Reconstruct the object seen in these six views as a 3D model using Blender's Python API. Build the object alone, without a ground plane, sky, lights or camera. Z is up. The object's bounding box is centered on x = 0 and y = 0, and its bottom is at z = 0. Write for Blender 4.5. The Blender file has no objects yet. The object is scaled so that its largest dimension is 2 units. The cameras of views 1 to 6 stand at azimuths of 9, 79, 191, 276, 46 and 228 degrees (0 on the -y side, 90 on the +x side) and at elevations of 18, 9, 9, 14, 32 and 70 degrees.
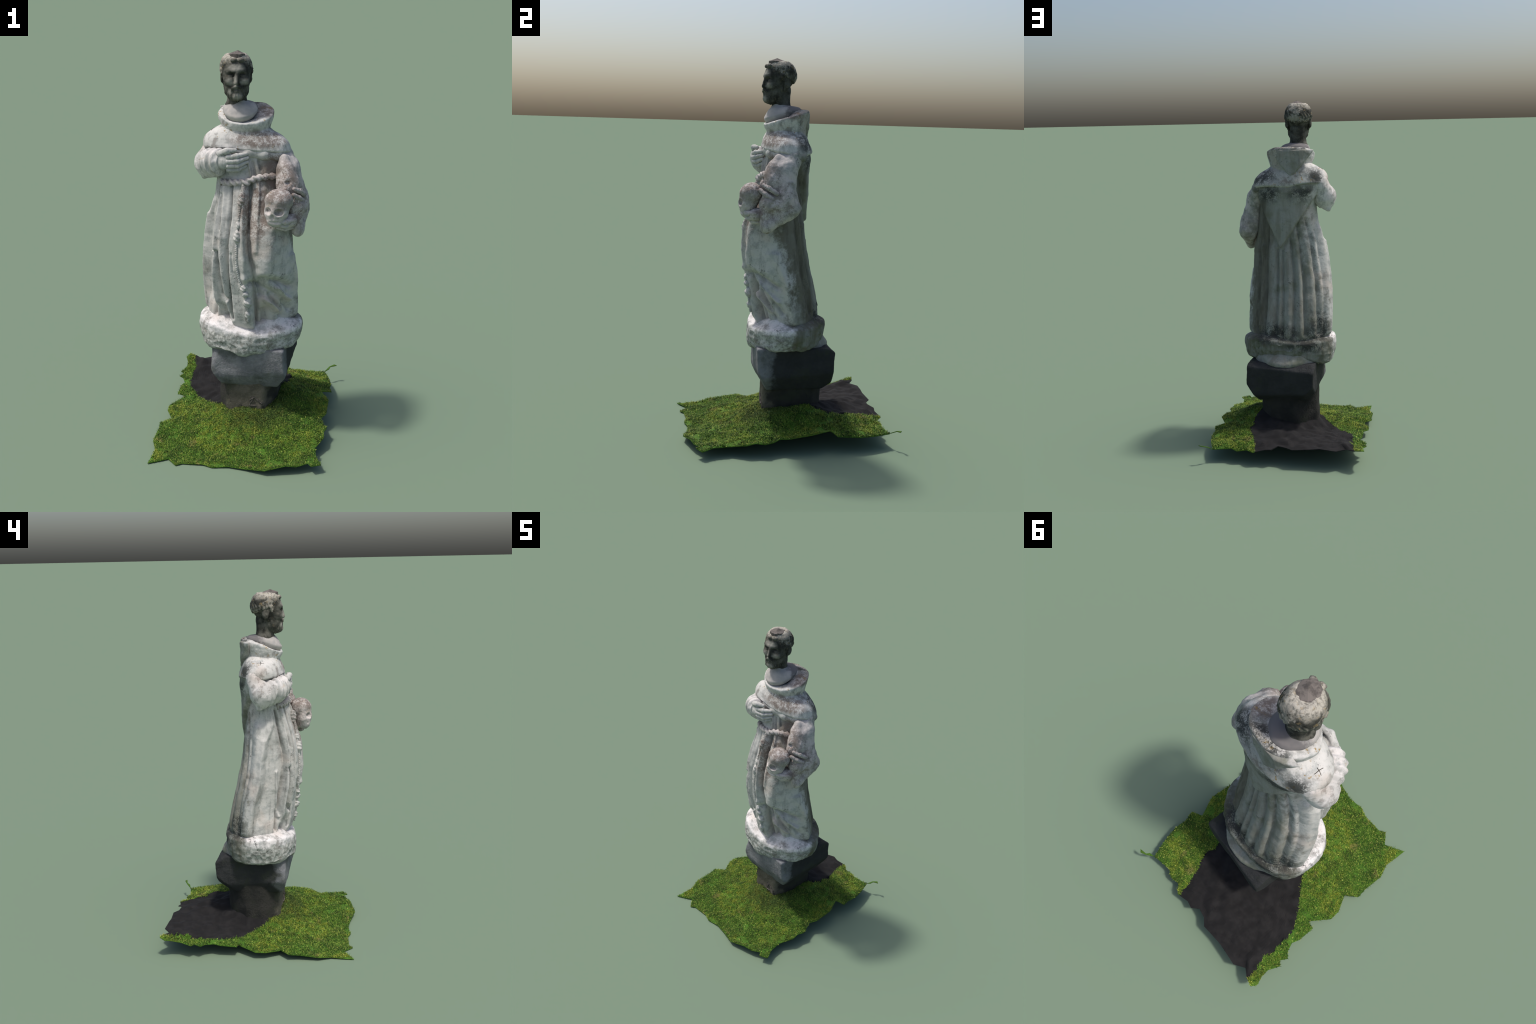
import bpy, math
import numpy as np
from mathutils import Vector

# =====================================================================
#  Weathered stone monk on a rough pedestal in a torn patch of lawn.
#  x right, -y is the front of the figure, z up, metres.
# =====================================================================

# ---------------------------------------------------------------- noise
def _hash(ix, iy, iz, seed):
    h = (ix * 374761393 + iy * 668265263 + iz * 2147483647 + seed * 974634777) & 0xFFFFFFFF
    h = ((h ^ (h >> 13)) * 1274126177) & 0xFFFFFFFF
    h = ((h ^ (h >> 15)) * 2246822519) & 0xFFFFFFFF
    return ((h ^ (h >> 16)) & 0xFFFFFF) / float(0xFFFFFF)

def vnoise(P, scale, seed=0):
    """Smooth value noise in -1..1 for an (n,3) array."""
    Q = P / scale
    I = np.floor(Q).astype(np.int64); F = Q - I
    F = F * F * F * (F * (F * 6 - 15) + 10)
    r = 0
    for dx in (0, 1):
        for dy in (0, 1):
            for dz in (0, 1):
                w = (F[:, 0] if dx else 1 - F[:, 0]) * (F[:, 1] if dy else 1 - F[:, 1]) * (F[:, 2] if dz else 1 - F[:, 2])
                r = r + w * _hash(I[:, 0] + dx, I[:, 1] + dy, I[:, 2] + dz, seed)
    return r * 2 - 1

def fbm(P, scale, octaves=3, seed=0, gain=0.5):
    s, a, n = 0, 1.0, 0
    for o in range(octaves):
        s = s + a * vnoise(P, scale / 2 ** o, seed + 31 * o); n += a; a *= gain
    return s / n

def facets(P, scale, seed=0):
    """Creased (linearly interpolated) noise in -1..1, for crumpled low-poly earth."""
    Q = P / scale; I = np.floor(Q).astype(np.int64); F = Q - I; r = 0
    for dx in (0, 1):
        for dy in (0, 1):
            w = (F[:, 0] if dx else 1 - F[:, 0]) * (F[:, 1] if dy else 1 - F[:, 1])
            r = r + w * _hash(I[:, 0] + dx, I[:, 1] + dy, 0 * I[:, 2], seed)
    return r * 2 - 1

def sstep(a, b, x):
    t = np.clip((x - a) / (b - a), 0, 1)
    return t * t * (3 - 2 * t)

def spline(t, ts, vs):
    """Smooth (monotone-ish cubic) interpolation through control points."""
    ts = np.asarray(ts, float); vs = np.asarray(vs, float)
    m = np.gradient(vs, ts)
    k = np.clip(np.searchsorted(ts, t) - 1, 0, len(ts) - 2)
    h = ts[k + 1] - ts[k]; u = np.clip((t - ts[k]) / h, 0, 1)
    return ((2 * u**3 - 3 * u**2 + 1) * vs[k] + (u**3 - 2 * u**2 + u) * h * m[k]
            + (-2 * u**3 + 3 * u**2) * vs[k + 1] + (u**3 - u**2) * h * m[k + 1])

# ----------------------------------------------------------- mesh tools
ALL = {}
def make_object(name, V, F, mat, parent=None, smooth=True):
    me = bpy.data.meshes.new(name)
    me.from_pydata([tuple(v) for v in np.asarray(V, float).tolist()], [], [tuple(f) for f in F])
    me.update()
    if smooth:
        me.polygons.foreach_set("use_smooth", [True] * len(me.polygons))
    me.materials.append(mat)
    ob = bpy.data.objects.new(name, me)
    bpy.context.scene.collection.objects.link(ob)
    if parent is not None:
        ob.parent = parent
    return ob

def grid_faces(nr, nc, wrap=True):
    i = np.arange(nr - 1)[:, None]; j = np.arange(nc if wrap else nc - 1)[None, :]
    j2 = (j + 1) % nc
    a = i * nc + j; b = i * nc + j2; c = (i + 1) * nc + j2; d = (i + 1) * nc + j
    return np.stack([a, b, c, d], -1).reshape(-1, 4)

def quad_normals(V, F):
    n = np.cross(V[F[:, 2]] - V[F[:, 0]], V[F[:, 3]] - V[F[:, 1]])
    N = np.zeros_like(V)
    for k in range(4):
        np.add.at(N, F[:, k], n)
    return N / (np.linalg.norm(N, axis=1, keepdims=True) + 1e-12)

def roughen(V, F, layers):
    """Push vertices along their normals: layers of (amplitude, scale, octaves, seed)."""
    N = quad_normals(V, F); d = 0
    for amp, sc, oc, sd in layers:
        d = d + amp * fbm(V, sc, oc, sd)
    return V + N * d[:, None]

# ------------------------------------------------- implicit surfaces (SDF)
def smin(a, b, k):
    h = np.clip(0.5 + 0.5 * (b - a) / k, 0, 1)
    return b + (a - b) * h - k * h * (1 - h)
def smax(a, b, k):
    return -smin(-a, -b, k)
def ell(P, c, r):
    q = (P - np.array(c)) / np.array(r)
    k0 = np.linalg.norm(q, axis=1); k1 = np.linalg.norm(q / np.array(r), axis=1) + 1e-9
    return k0 * (k0 - 1) / k1
def cap(P, a, b, ra, rb=None):
    rb = ra if rb is None else rb
    a = np.array(a, float); b = np.array(b, float); ab = b - a
    t = np.clip(((P - a) @ ab) / (ab @ ab), 0, 1)
    return np.linalg.norm(P - a - t[:, None] * ab, axis=1) - (ra + (rb - ra) * t)
def tube(P, pts, k=0.01):
    """Chain of capsules through (x, y, z, radius)."""
    d = None
    for p, q in zip(pts[:-1], pts[1:]):
        c = cap(P, p[:3], q[:3], p[3], q[3])
        d = c if d is None else smin(d, c, k)
    return d
def plane(P, p, n):
    n = np.array(n, float); n /= np.linalg.norm(n)
    return (P - np.array(p)) @ n

def mesh_sdf(fn, lo, hi, h):
    """Extract the zero surface of fn on a regular lattice (surface nets)."""
    lo = np.array(lo, float); hi = np.array(hi, float)
    n = np.ceil((hi - lo) / h).astype(int) + 1
    ax = [lo[i] + h * np.arange(n[i]) for i in range(3)]
    G = np.stack(np.meshgrid(*ax, indexing='ij'), -1)
    f = fn(G.reshape(-1, 3)).reshape(n)
    ins = f < 0
    cs = tuple(n - 1)
    acc = np.zeros(cs + (3,)); cnt = np.zeros(cs)
    def sl(o):
        return tuple(slice(o[i], o[i] + cs[i]) for i in range(3))
    corners = [(x, y, z) for x in (0, 1) for y in (0, 1) for z in (0, 1)]
    for c in corners:
        for d in range(3):
            if c[d]: continue
            e = list(c); e[d] = 1
            f0, f1 = f[sl(c)], f[sl(e)]
            m = (f0 < 0) != (f1 < 0)
            t = np.where(m, f0 / np.where(m, f0 - f1, 1), 0)
            for i in range(3):
                acc[..., i] += np.where(m, c[i] + (t if i == d else 0), 0)
            cnt += m
    act = cnt > 0
    idx = -np.ones(cs, int); idx[act] = np.arange(act.sum())
    cell = np.stack(np.nonzero(act), -1)
    V = lo + h * (cell + acc[act] / cnt[act][:, None])
    quads = []
    for d in range(3):
        u, w = (d + 1) % 3, (d + 2) % 3
        s0 = [slice(None)] * 3; s1 = [slice(None)] * 3
        s0[d] = slice(0, n[d] - 1); s1[d] = slice(1, n[d])
        a, b = ins[tuple(s0)], ins[tuple(s1)]
        E = np.stack(np.nonzero(a != b), -1)
        ok = (E[:, u] > 0) & (E[:, w] > 0) & (E[:, u] < n[u] - 1) & (E[:, w] < n[w] - 1)
        E = E[ok]; flip = a[tuple(E.T)]
        def ci(du, dw):
            q = E.copy(); q[:, u] -= du; q[:, w] -= dw
            return idx[tuple(q.T)]
        q = np.stack([ci(1, 1), ci(0, 1), ci(0, 0), ci(1, 0)], -1)
        q[~flip] = q[~flip][:, ::-1]
        quads.append(q)
    return V, np.concatenate(quads)

def sdf_object(name, fn, lo, hi, h, mat, parent, rough=()):
    V, F = mesh_sdf(fn, lo, hi, h)
    if rough:
        V = roughen(V, F, rough)
    return make_object(name, V, F.tolist(), mat, parent)

# ------------------------------------------------------------ materials
class Nodes:
    """Tiny helper for wiring procedural materials on Object coordinates."""
    def __init__(self, name, rough=.92):
        self.mat = bpy.data.materials.new(name); self.mat.use_nodes = True
        self.t = self.mat.node_tree; self.n = self.t.nodes; self.l = self.t.links
        self.bsdf = self.n["Principled BSDF"]
        self.bsdf.inputs["Roughness"].default_value = rough
        self.bsdf.inputs["Specular IOR Level"].default_value = .25
        self.co = self.n.new("ShaderNodeTexCoord").outputs["Object"]
        self.h = None
    def _in(self, sock, v):
        if isinstance(v, bpy.types.NodeSocket): self.l.new(v, sock)
        elif isinstance(v, tuple) and len(v) == 3 and sock.type == 'RGBA': sock.default_value = (*v, 1)
        else: sock.default_value = v
    def noise(self, scale, detail=4, rough=.6, stretch=None, offset=(0, 0, 0), dist=0):
        co = self.co
        if stretch or any(offset):
            m = self.n.new("ShaderNodeMapping"); m.inputs["Scale"].default_value = stretch or (1, 1, 1)
            m.inputs["Location"].default_value = offset
            self.l.new(co, m.inputs["Vector"]); co = m.outputs[0]
        x = self.n.new("ShaderNodeTexNoise"); x.inputs["Scale"].default_value = scale
        x.inputs["Detail"].default_value = detail; x.inputs["Roughness"].default_value = rough; x.inputs["Distortion"].default_value = dist
        self.l.new(co, x.inputs["Vector"]); return x.outputs["Fac"]
    def cells(self, scale, out="Distance", stretch=None):
        x = self.n.new("ShaderNodeTexVoronoi"); x.inputs["Scale"].default_value = scale
        co = self.co
        if stretch:
            m = self.n.new("ShaderNodeMapping"); m.inputs["Scale"].default_value = stretch
            self.l.new(co, m.inputs["Vector"]); co = m.outputs[0]
        self.l.new(co, x.inputs["Vector"]); return x.outputs[out]
    def ramp(self, f, a, b, lo=0.0, hi=1.0):
        x = self.n.new("ShaderNodeMapRange"); x.interpolation_type = 'SMOOTHSTEP'
        self._in(x.inputs["Value"], f)
        for k, v in (("From Min", a), ("From Max", b), ("To Min", lo), ("To Max", hi)): x.inputs[k].default_value = v
        return x.outputs[0]
    def math(self, op, a, b=0.0):
        x = self.n.new("ShaderNodeMath"); x.operation = op
        self._in(x.inputs[0], a); self._in(x.inputs[1], b); return x.outputs[0]
    def mul(self, a, b): return self.math('MULTIPLY', a, b)
    def add(self, a, b): return self.math('ADD', a, b)
    def mix(self, f, a, b):
        x = self.n.new("ShaderNodeMix"); x.data_type = 'RGBA'
        self._in(x.inputs[0], f); self._in(x.inputs[6], a); self._in(x.inputs[7], b); return x.outputs[2]
    def axis(self, k):
        x = self.n.new("ShaderNodeSeparateXYZ"); self.l.new(self.co, x.inputs[0]); return x.outputs[k]
    def near(self, c, r, soft, wobble=0.0, wscale=14):
        """Mask: 1 inside radius r of point c (ellipsoid if r is a tuple), ragged by noise."""
        rr = r if isinstance(r, tuple) else (r, r, r)
        m = self.n.new("ShaderNodeMapping"); m.vector_type = 'POINT'
        m.inputs["Scale"].default_value = tuple(1 / q for q in rr)
        m.inputs["Location"].default_value = tuple(-p / q for p, q in zip(c, rr))
        self.l.new(self.co, m.inputs["Vector"])
        x = self.n.new("ShaderNodeVectorMath"); x.operation = 'LENGTH'; self.l.new(m.outputs[0], x.inputs[0])
        d = x.outputs["Value"]
        if wobble: d = self.add(d, self.mul(self.add(self.noise(wscale, 5, .65), -.5), wobble))
        return self.ramp(d, 1 + soft, 1 - soft)
    def bump(self, f, dist=.003, strength=.6):
        x = self.n.new("ShaderNodeBump"); x.inputs["Distance"].default_value = dist; x.inputs["Strength"].default_value = strength
        self.l.new(f, x.inputs["Height"])
        if self.h is not None: self.l.new(self.h, x.inputs["Normal"])
        self.h = x.outputs[0]
    def done(self, col):
        self._in(self.bsdf.inputs["Base Color"], col)
        if self.h is not None: self.l.new(self.h, self.bsdf.inputs["Normal"])
        return self.mat

PALE, GREY, COOL = (.57, .555, .53), (.25, .255, .238), (.33, .345, .335)
BROWN, OCHRE, BLACK, ALGAE = (.165, .125, .105), (.29, .195, .065), (.030, .032, .030), (.125, .145, .075)

def stone(name, pale=PALE, stain=.25, ochre=0.0, black=.3, algae=.35, stains=(), blacks=(), grain=1.0, rim=None, side_dark=0.0):
    """Lime-washed stone: pale coat, grey wear, brown blotches, ochre lichen, black crust, algae."""
    s = Nodes(name)
    big = s.noise(5, 5, .6); mid = s.noise(22, 6, .65, offset=(3, 1, 7)); fine = s.noise(160, 4, .7, offset=(9, 4, 2))
    streak = s.noise(26, 5, .6, stretch=(1, 1, .16), offset=(1, 8, 3))
    c = s.mix(s.mul(s.ramp(mid, .44, .66), .7), pale, COOL)
    c = s.mix(s.mul(s.ramp(big, .50, .72), .40), c, GREY)
    # warm cream and greyer runs, running down the cloth
    c = s.mix(s.mul(s.ramp(s.noise(6, 3, .5, offset=(6, 2, 8)), .52, .66), .45), c, (.50, .42, .365))
    c = s.mix(s.mul(s.ramp(s.add(streak, s.mul(s.add(fine, -.5), .25)), .54, .64), .45), c, GREY)
    if rim:   # rough chipped stone below the rim of the slab
        z = s.add(s.axis(2), s.mul(s.add(s.noise(16, 4, .6), -.5), .07))
        rough = s.ramp(z, rim + .012, rim - .012)
        rc = s.mix(s.ramp(s.noise(55, 5, .7), .40, .60), (.175, .185, .160), (.43, .44, .41))
        c = s.mix(s.mul(rough, .85), c, rc)
    # darker grey-green, streaked colours over the rear
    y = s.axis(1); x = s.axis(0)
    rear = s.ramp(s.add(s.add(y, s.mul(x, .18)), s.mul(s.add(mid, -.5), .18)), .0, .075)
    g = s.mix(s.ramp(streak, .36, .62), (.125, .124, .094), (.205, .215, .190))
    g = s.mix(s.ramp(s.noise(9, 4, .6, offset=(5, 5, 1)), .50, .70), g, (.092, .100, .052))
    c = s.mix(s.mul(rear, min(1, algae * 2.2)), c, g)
    # dark brown area on the right rear, with a ragged border against the pale stone
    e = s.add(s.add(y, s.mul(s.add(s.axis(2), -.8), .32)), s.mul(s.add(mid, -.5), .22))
    brown_area = s.mul(s.ramp(e, -.03, .05), s.mul(s.ramp(s.add(x, s.mul(y, -.35)), .06, .15), s.mul(s.ramp(s.axis(2), .60, .68), s.ramp(s.axis(2), 1.52, 1.40))))
    c = s.mix(s.mul(brown_area, side_dark), c, s.mix(s.ramp(streak, .4, .6), (.075, .068, .050), (.125, .118, .090)))
    # brown weathering
    bm = s.mul(s.ramp(s.add(mid, s.mul(s.add(fine, -.5), .35)), .50, .62), s.ramp(big, .46, .62))
    bm = s.mul(bm, stain)
    for cc, r in stains:
        m = s.mul(s.near(cc, r, .35, .5), s.ramp(s.add(mid, s.mul(s.add(fine, -.5), .6)), .34, .58))
        bm = s.math('MAXIMUM', bm, s.mul(m, .85))
    c = s.mix(bm, c, BROWN)
    if ochre:
        om = s.mul(s.ramp(s.noise(48, 4, .6, offset=(2, 2, 9)), .58, .66), s.ramp(s.noise(10, 3, offset=(7, 1, 1)), .50, .60))
        c = s.mix(s.mul(om, ochre), c, OCHRE)
    # black crust specks, denser in some patches
    sp = s.ramp(s.add(s.noise(75, 5, .75, offset=(4, 4, 4)), s.mul(s.add(streak, -.5), .35)), .57, .63)
    patch = s.ramp(s.noise(7, 4, .6, offset=(1, 9, 4)), .46, .66)
    km = s.mul(s.add(s.mul(sp, patch), s.mul(s.ramp(s.noise(120, 4, .75, offset=(2, 6, 8)), .60, .66), .35)), black * 2)
    for cc, r in blacks:
        m = s.mul(s.near(cc, r, .45, .9), s.ramp(s.add(mid, s.mul(s.add(fine, -.5), .8)), .36, .56))
        km = s.math('MAXIMUM', km, s.mul(m, .9))
    c = s.mix(s.math('MINIMUM', km, 1.0), c, BLACK)
    s.bump(mid, .002 * grain, .4); s.bump(fine, .0016 * grain, .6)
    return s.done(c)

BACK_CRUST = [((-.10, .13, 1.47), (.12, .06, .05)), ((.16, .10, 1.47), (.09, .06, .05)), ((.10, .17, .66), (.15, .07, .06)),
              ((-.16, .12, .68), (.07, .08, .10)), ((-.10, .18, .60), (.16, .05, .04))]
M_STONE = stone("limewashed_stone", pale=(.50, .49, .465), side_dark=.85, blacks=BACK_CRUST, stains=[((.19, -.12, 1.43), (.09, .07, .10)), ((.08, -.2, 1.25), (.09, .06, .2))])
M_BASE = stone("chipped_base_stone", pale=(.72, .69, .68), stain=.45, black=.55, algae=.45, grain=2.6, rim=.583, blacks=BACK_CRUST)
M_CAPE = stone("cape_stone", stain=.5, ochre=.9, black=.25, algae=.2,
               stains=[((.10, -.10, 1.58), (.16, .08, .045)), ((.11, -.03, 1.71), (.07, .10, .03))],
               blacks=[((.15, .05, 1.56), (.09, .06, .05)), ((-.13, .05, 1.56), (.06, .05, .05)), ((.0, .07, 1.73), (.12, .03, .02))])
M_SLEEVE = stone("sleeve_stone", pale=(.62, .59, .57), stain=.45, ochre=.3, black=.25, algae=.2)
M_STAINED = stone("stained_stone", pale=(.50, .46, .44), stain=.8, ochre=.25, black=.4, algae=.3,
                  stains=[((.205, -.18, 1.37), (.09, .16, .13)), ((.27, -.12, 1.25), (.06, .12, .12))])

def bib():
    s = Nodes("smooth_collar_stone")
    c = s.mix(s.ramp(s.noise(9, 4), .4, .65), (.47, .43, .40), (.32, .31, .30))
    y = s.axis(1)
    k = s.mul(s.ramp(s.add(y, s.mul(s.add(s.noise(30, 5, .7), -.5), .12)), -.05, .0), .8)  # rear half tinted dark for the shadow behind the neck
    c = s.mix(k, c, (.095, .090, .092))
    return s.done(c)
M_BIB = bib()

def mark():
    s = Nodes('grimy_cut')
    return s.done(s.mix(s.ramp(s.noise(80, 3), .4, .6), (.060, .055, .048), (.14, .125, .11)))
M_MARK = mark()

def head_stone(name, top, pale_face=0):
    s = Nodes(name)
    a = s.noise(24, 5, .6, offset=(2, 7, 1)); b = s.noise(90, 5, .7); big = s.noise(11, 3, offset=(1, 1, 5))
    c = s.mix(s.ramp(a, .36, .66), (.022, .022, .018), (.080, .079, .066))
    c = s.mix(s.mul(s.ramp(b, .52, .68), .5), c, (.020, .021, .019))
    m = s.mul(s.ramp(s.add(big, s.mul(s.add(b, -.5), .5)), .47, .60), top)
    # pale lichen spreads over the crown
    q = s.near((-.045, -.055, 1.985), (.080, .085, .045), .35, .7, 35)
    m = s.math('MAXIMUM', m, s.mul(q, s.ramp(b, .36, .56, .30, .90)))
    c = s.mix(m, c, (.44, .41, .35))
    o = s.mul(s.ramp(s.noise(55, 4, .6, offset=(6, 6, 6)), .58, .68), top * .8)
    c = s.mix(o, c, (.27, .19, .08))
    if pale_face:   # pale patches on the cheeks, forehead, nose and chin
        k = None
        for cc, r in [((.014, -.105, 1.857), (.020, .03, .014)), ((-.052, -.122, 1.857), (.018, .03, .015)), ((-.022, -.135, 1.855), (.010, .02, .03)),
                      ((-.02, -.125, 1.922), (.035, .03, .016)), ((-.016, -.13, 1.788), (.022, .03, .014)), ((-.05, -.125, 1.81), .012)]:
            q = s.near(cc, r, .6, .8, 60); k = q if k is None else s.math('MAXIMUM', k, q)
        c = s.mix(s.mul(k, .85), c, (.29, .28, .245))
    s.bump(a, .004, .5); s.bump(b, .002, .5)
    return s.done(c)
M_HEAD = head_stone("dark_head_stone", .12, pale_face=1)
M_HAIR = head_stone("lichened_hair_stone", .50)

def tonsure():
    s = Nodes("tonsure_stone")
    c = s.mix(s.ramp(s.noise(40, 4), .4, .6), (.085, .075, .068), (.16, .14, .125))
    return s.done(c)
M_TONSURE = tonsure()

def plinth(name, lo, hi, warm):
    s = Nodes(name)
    a = s.noise(14, 5, .6); b = s.noise(130, 4, .7)
    c = s.mix(s.ramp(a, .36, .64), lo, hi)
    c = s.mix(s.ramp(b, .55, .75, 0, .55), c, warm)
    # sun shadow painted near-black on all stone behind the front face
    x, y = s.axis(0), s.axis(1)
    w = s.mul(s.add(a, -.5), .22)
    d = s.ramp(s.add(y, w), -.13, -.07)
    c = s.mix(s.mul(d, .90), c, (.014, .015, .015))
    c = s.mix(s.mul(s.ramp(s.noise(8, 4, offset=(3, 3, 3)), .52, .68), .5), c, (.035, .042, .025))
    s.bump(a, .006, .5); s.bump(s.noise(60, 4, .7), .006, .8); s.bump(b, .003, .9)
    return s.done(c)
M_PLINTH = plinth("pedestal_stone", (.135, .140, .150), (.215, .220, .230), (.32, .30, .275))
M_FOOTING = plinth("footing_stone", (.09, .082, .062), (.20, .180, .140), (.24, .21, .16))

def soil():
    s = Nodes("dark_soil", 1.0)
    c = s.mix(s.ramp(s.noise(18, 4), .4, .65), (.0115, .0110, .0112), (.0180, .0170, .0170))
    return s.done(c)
M_SOIL = soil()

def grass(name, gain):
    s = Nodes(name, .85)
    big = s.noise(4.5, 3, .5, offset=(2, 1, 0)); mid = s.noise(26, 5, .65); f = s.noise(210, 4, .75, stretch=(1, .55, 1)); f2 = s.noise(330, 3, .7, offset=(5, 2, 1))
    g = lambda r, gg, b: (r * gain, gg * gain, b * gain)
    c = s.mix(s.ramp(big, .38, .62), g(.036, .092, .008), g(.085, .140, .013))
    c = s.mix(s.ramp(mid, .36, .66), c, g(.060, .150, .013))
    c = s.mix(s.mul(s.ramp(f, .50, .36), .85), c, g(.016, .038, .006))
    c = s.mix(s.mul(s.ramp(f2, .56, .68), .75), c, g(.150, .235, .040))
    dry = s.mul(s.ramp(s.noise(11, 4, .6, offset=(8, 3, 0)), .62, .70), s.ramp(f, .40, .56))
    c = s.mix(s.mul(dry, .7), c, g(.24, .20, .065))
    # thin, trodden turf round the footing
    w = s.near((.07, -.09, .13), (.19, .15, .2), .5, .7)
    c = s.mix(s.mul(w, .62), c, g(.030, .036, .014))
    s.bump(f, .006, .9); s.bump(mid, .01, .6)
    return s.done(c)
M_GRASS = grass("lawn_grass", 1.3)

def blades():
    s = Nodes("grass_blade", .7)
    g = s.n.new("ShaderNodeNewGeometry").outputs["Random Per Island"]
    big = s.noise(4.5, 3, .5, offset=(2, 1, 0)); mid = s.noise(26, 5, .65)
    c = s.mix(s.ramp(big, .40, .60), (.066, .140, .013), (.250, .285, .027))
    c = s.mix(s.ramp(mid, .40, .62), c, (.118, .228, .025))
    c = s.mix(s.mul(s.ramp(s.noise(15, 5, .65, offset=(4, 0, 2)), .48, .58), .80), c, (.026, .056, .008))
    c = s.mix(s.ramp(g, .42, .10), c, (.024, .062, .008))
    c = s.mix(s.mul(s.ramp(g, .72, 1.0), .8), c, (.40, .46, .09))
    dry = s.ramp(s.noise(11, 4, .6, offset=(8, 3, 0)), .64, .70)
    c = s.mix(s.mul(s.mul(dry, s.ramp(g, .3, .4)), .7), c, (.27, .225, .08))
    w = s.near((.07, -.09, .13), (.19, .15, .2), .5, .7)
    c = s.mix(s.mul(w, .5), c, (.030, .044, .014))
    return s.done(c)
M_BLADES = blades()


# ------------------------------------------------------------ top level
statue = bpy.data.objects.new("monk_statue", None)
bpy.context.scene.collection.objects.link(statue)
statue["label"] = "weathered pale stone monk holding a skull on a pedestal in grass"
statue["category"] = "garden statue"

# =====================================================================
#  GRASS PATCH: torn outline, domed towards the pedestal
# =====================================================================
OUTLINE = [  # front edge, left to right
    (-.413, -.535, .002), (-.320, -.480, .005), (-.270, -.531, .001), (-.241, -.510, .003), (-.137, -.506, .008),
    (-.087, -.522, .003), (-.005, -.508, .008), (.075, -.522, .010), (.182, -.553, .029), (.287, -.526, .050), (.336, -.511, .041),
    (.399, -.479, .050), (.408, -.507, .048), (.455, -.481, .045),
    # right edge, front to back
    (.427, -.428, .053), (.413, -.338, .050), (.450, -.255, .067), (.446, -.212, .075), (.458, -.162, .071), (.437, -.119, .070),
    (.422, -.081, .082), (.445, -.038, .090), (.448, .083, .108), (.397, .193, .108), (.456, .213, .096), (.440, .265, .086),
    (.445, .335, .082), (.425, .420, .078), (.392, .512, .075),
    # back edge, right to left
    (.288, .493, .078), (.252, .513, .072), (.200, .503, .078), (.156, .539, .080), (.091, .523, .092), (.053, .531, .098),
    (.020, .501, .110), (-.029, .511, .105), (-.065, .538, .105), (-.171, .531, .112), (-.217, .533, .118), (-.307, .542, .112),
    (-.358, .507, .112), (-.399, .533, .118), (-.445, .543, .123),
    # left edge, back to front
    (-.459, .514, .112), (-.441, .471, .100), (-.436, .426, .090), (-.459, .367, .082), (-.436, .349, .080), (-.455, .314, .078),
    (-.427, .291, .075), (-.408, .246, .072), (-.420, .206, .070), (-.418, .115, .063), (-.373, .112, .053), (-.440, .010, .043),
    (-.435, -.046, .040), (-.390, -.127, .034), (-.443, -.175, .036), (-.435, -.236, .030), (-.437, -.343, .020), (-.407, -.411, .010)]

def ground_height(x, y):
    """Lawn level away from the torn rim."""
    base = 0.090 + 0.055 * np.clip(y, -.5, .5) + 0.05 * x
    base = base - 0.045 * sstep(-.15, -.55, y)
    mound = 0.058 * np.exp(-(np.hypot((x - .07) / .235, (y - .03) / .24)) ** 4)
    side = 0.028 * np.exp(-(((x - .27) / .11) ** 2 + ((y - .05) / .20) ** 2))
    dip = -0.018 * np.exp(-(((x + .26) / .13) ** 2 + ((y - .15) / .22) ** 2))
    dip = dip - 0.012 * np.exp(-(((x - .36) / .10) ** 2 + ((y + .36) / .10) ** 2)) - 0.016 * np.exp(-(((x - .36) / .11) ** 2 + ((y - .40) / .11) ** 2))
    rise = 0.014 * np.exp(-(((x - .10) / .13) ** 2 + ((y - .36) / .12) ** 2)) - 0.006 * np.exp(-(((x - .0) / .3) ** 2 + ((y + .30) / .12) ** 2))
    return base + mound + side + dip + rise

SOIL = [(.13, .56), (.165, .45), (.215, .32), (.215, .22), (.19, .10), (.0, .02), (-.10, -.06), (-.17, -.03), (-.23, .04), (-.30, .11), (-.36, .20), (-.385, .30),
        (-.375, .40), (-.40, .48), (-.43, .60)]

def in_soil(x, y):
    inside = np.zeros(len(x), bool)
    for (x0, y0), (x1, y1) in zip(SOIL, SOIL[1:] + SOIL[:1]):
        cr = (y0 > y) != (y1 > y)
        xi = x0 + (y - y0) * (x1 - x0) / (y1 - y0 if y1 != y0 else 1e-9)
        inside ^= cr & (x < xi)
    return inside

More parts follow.
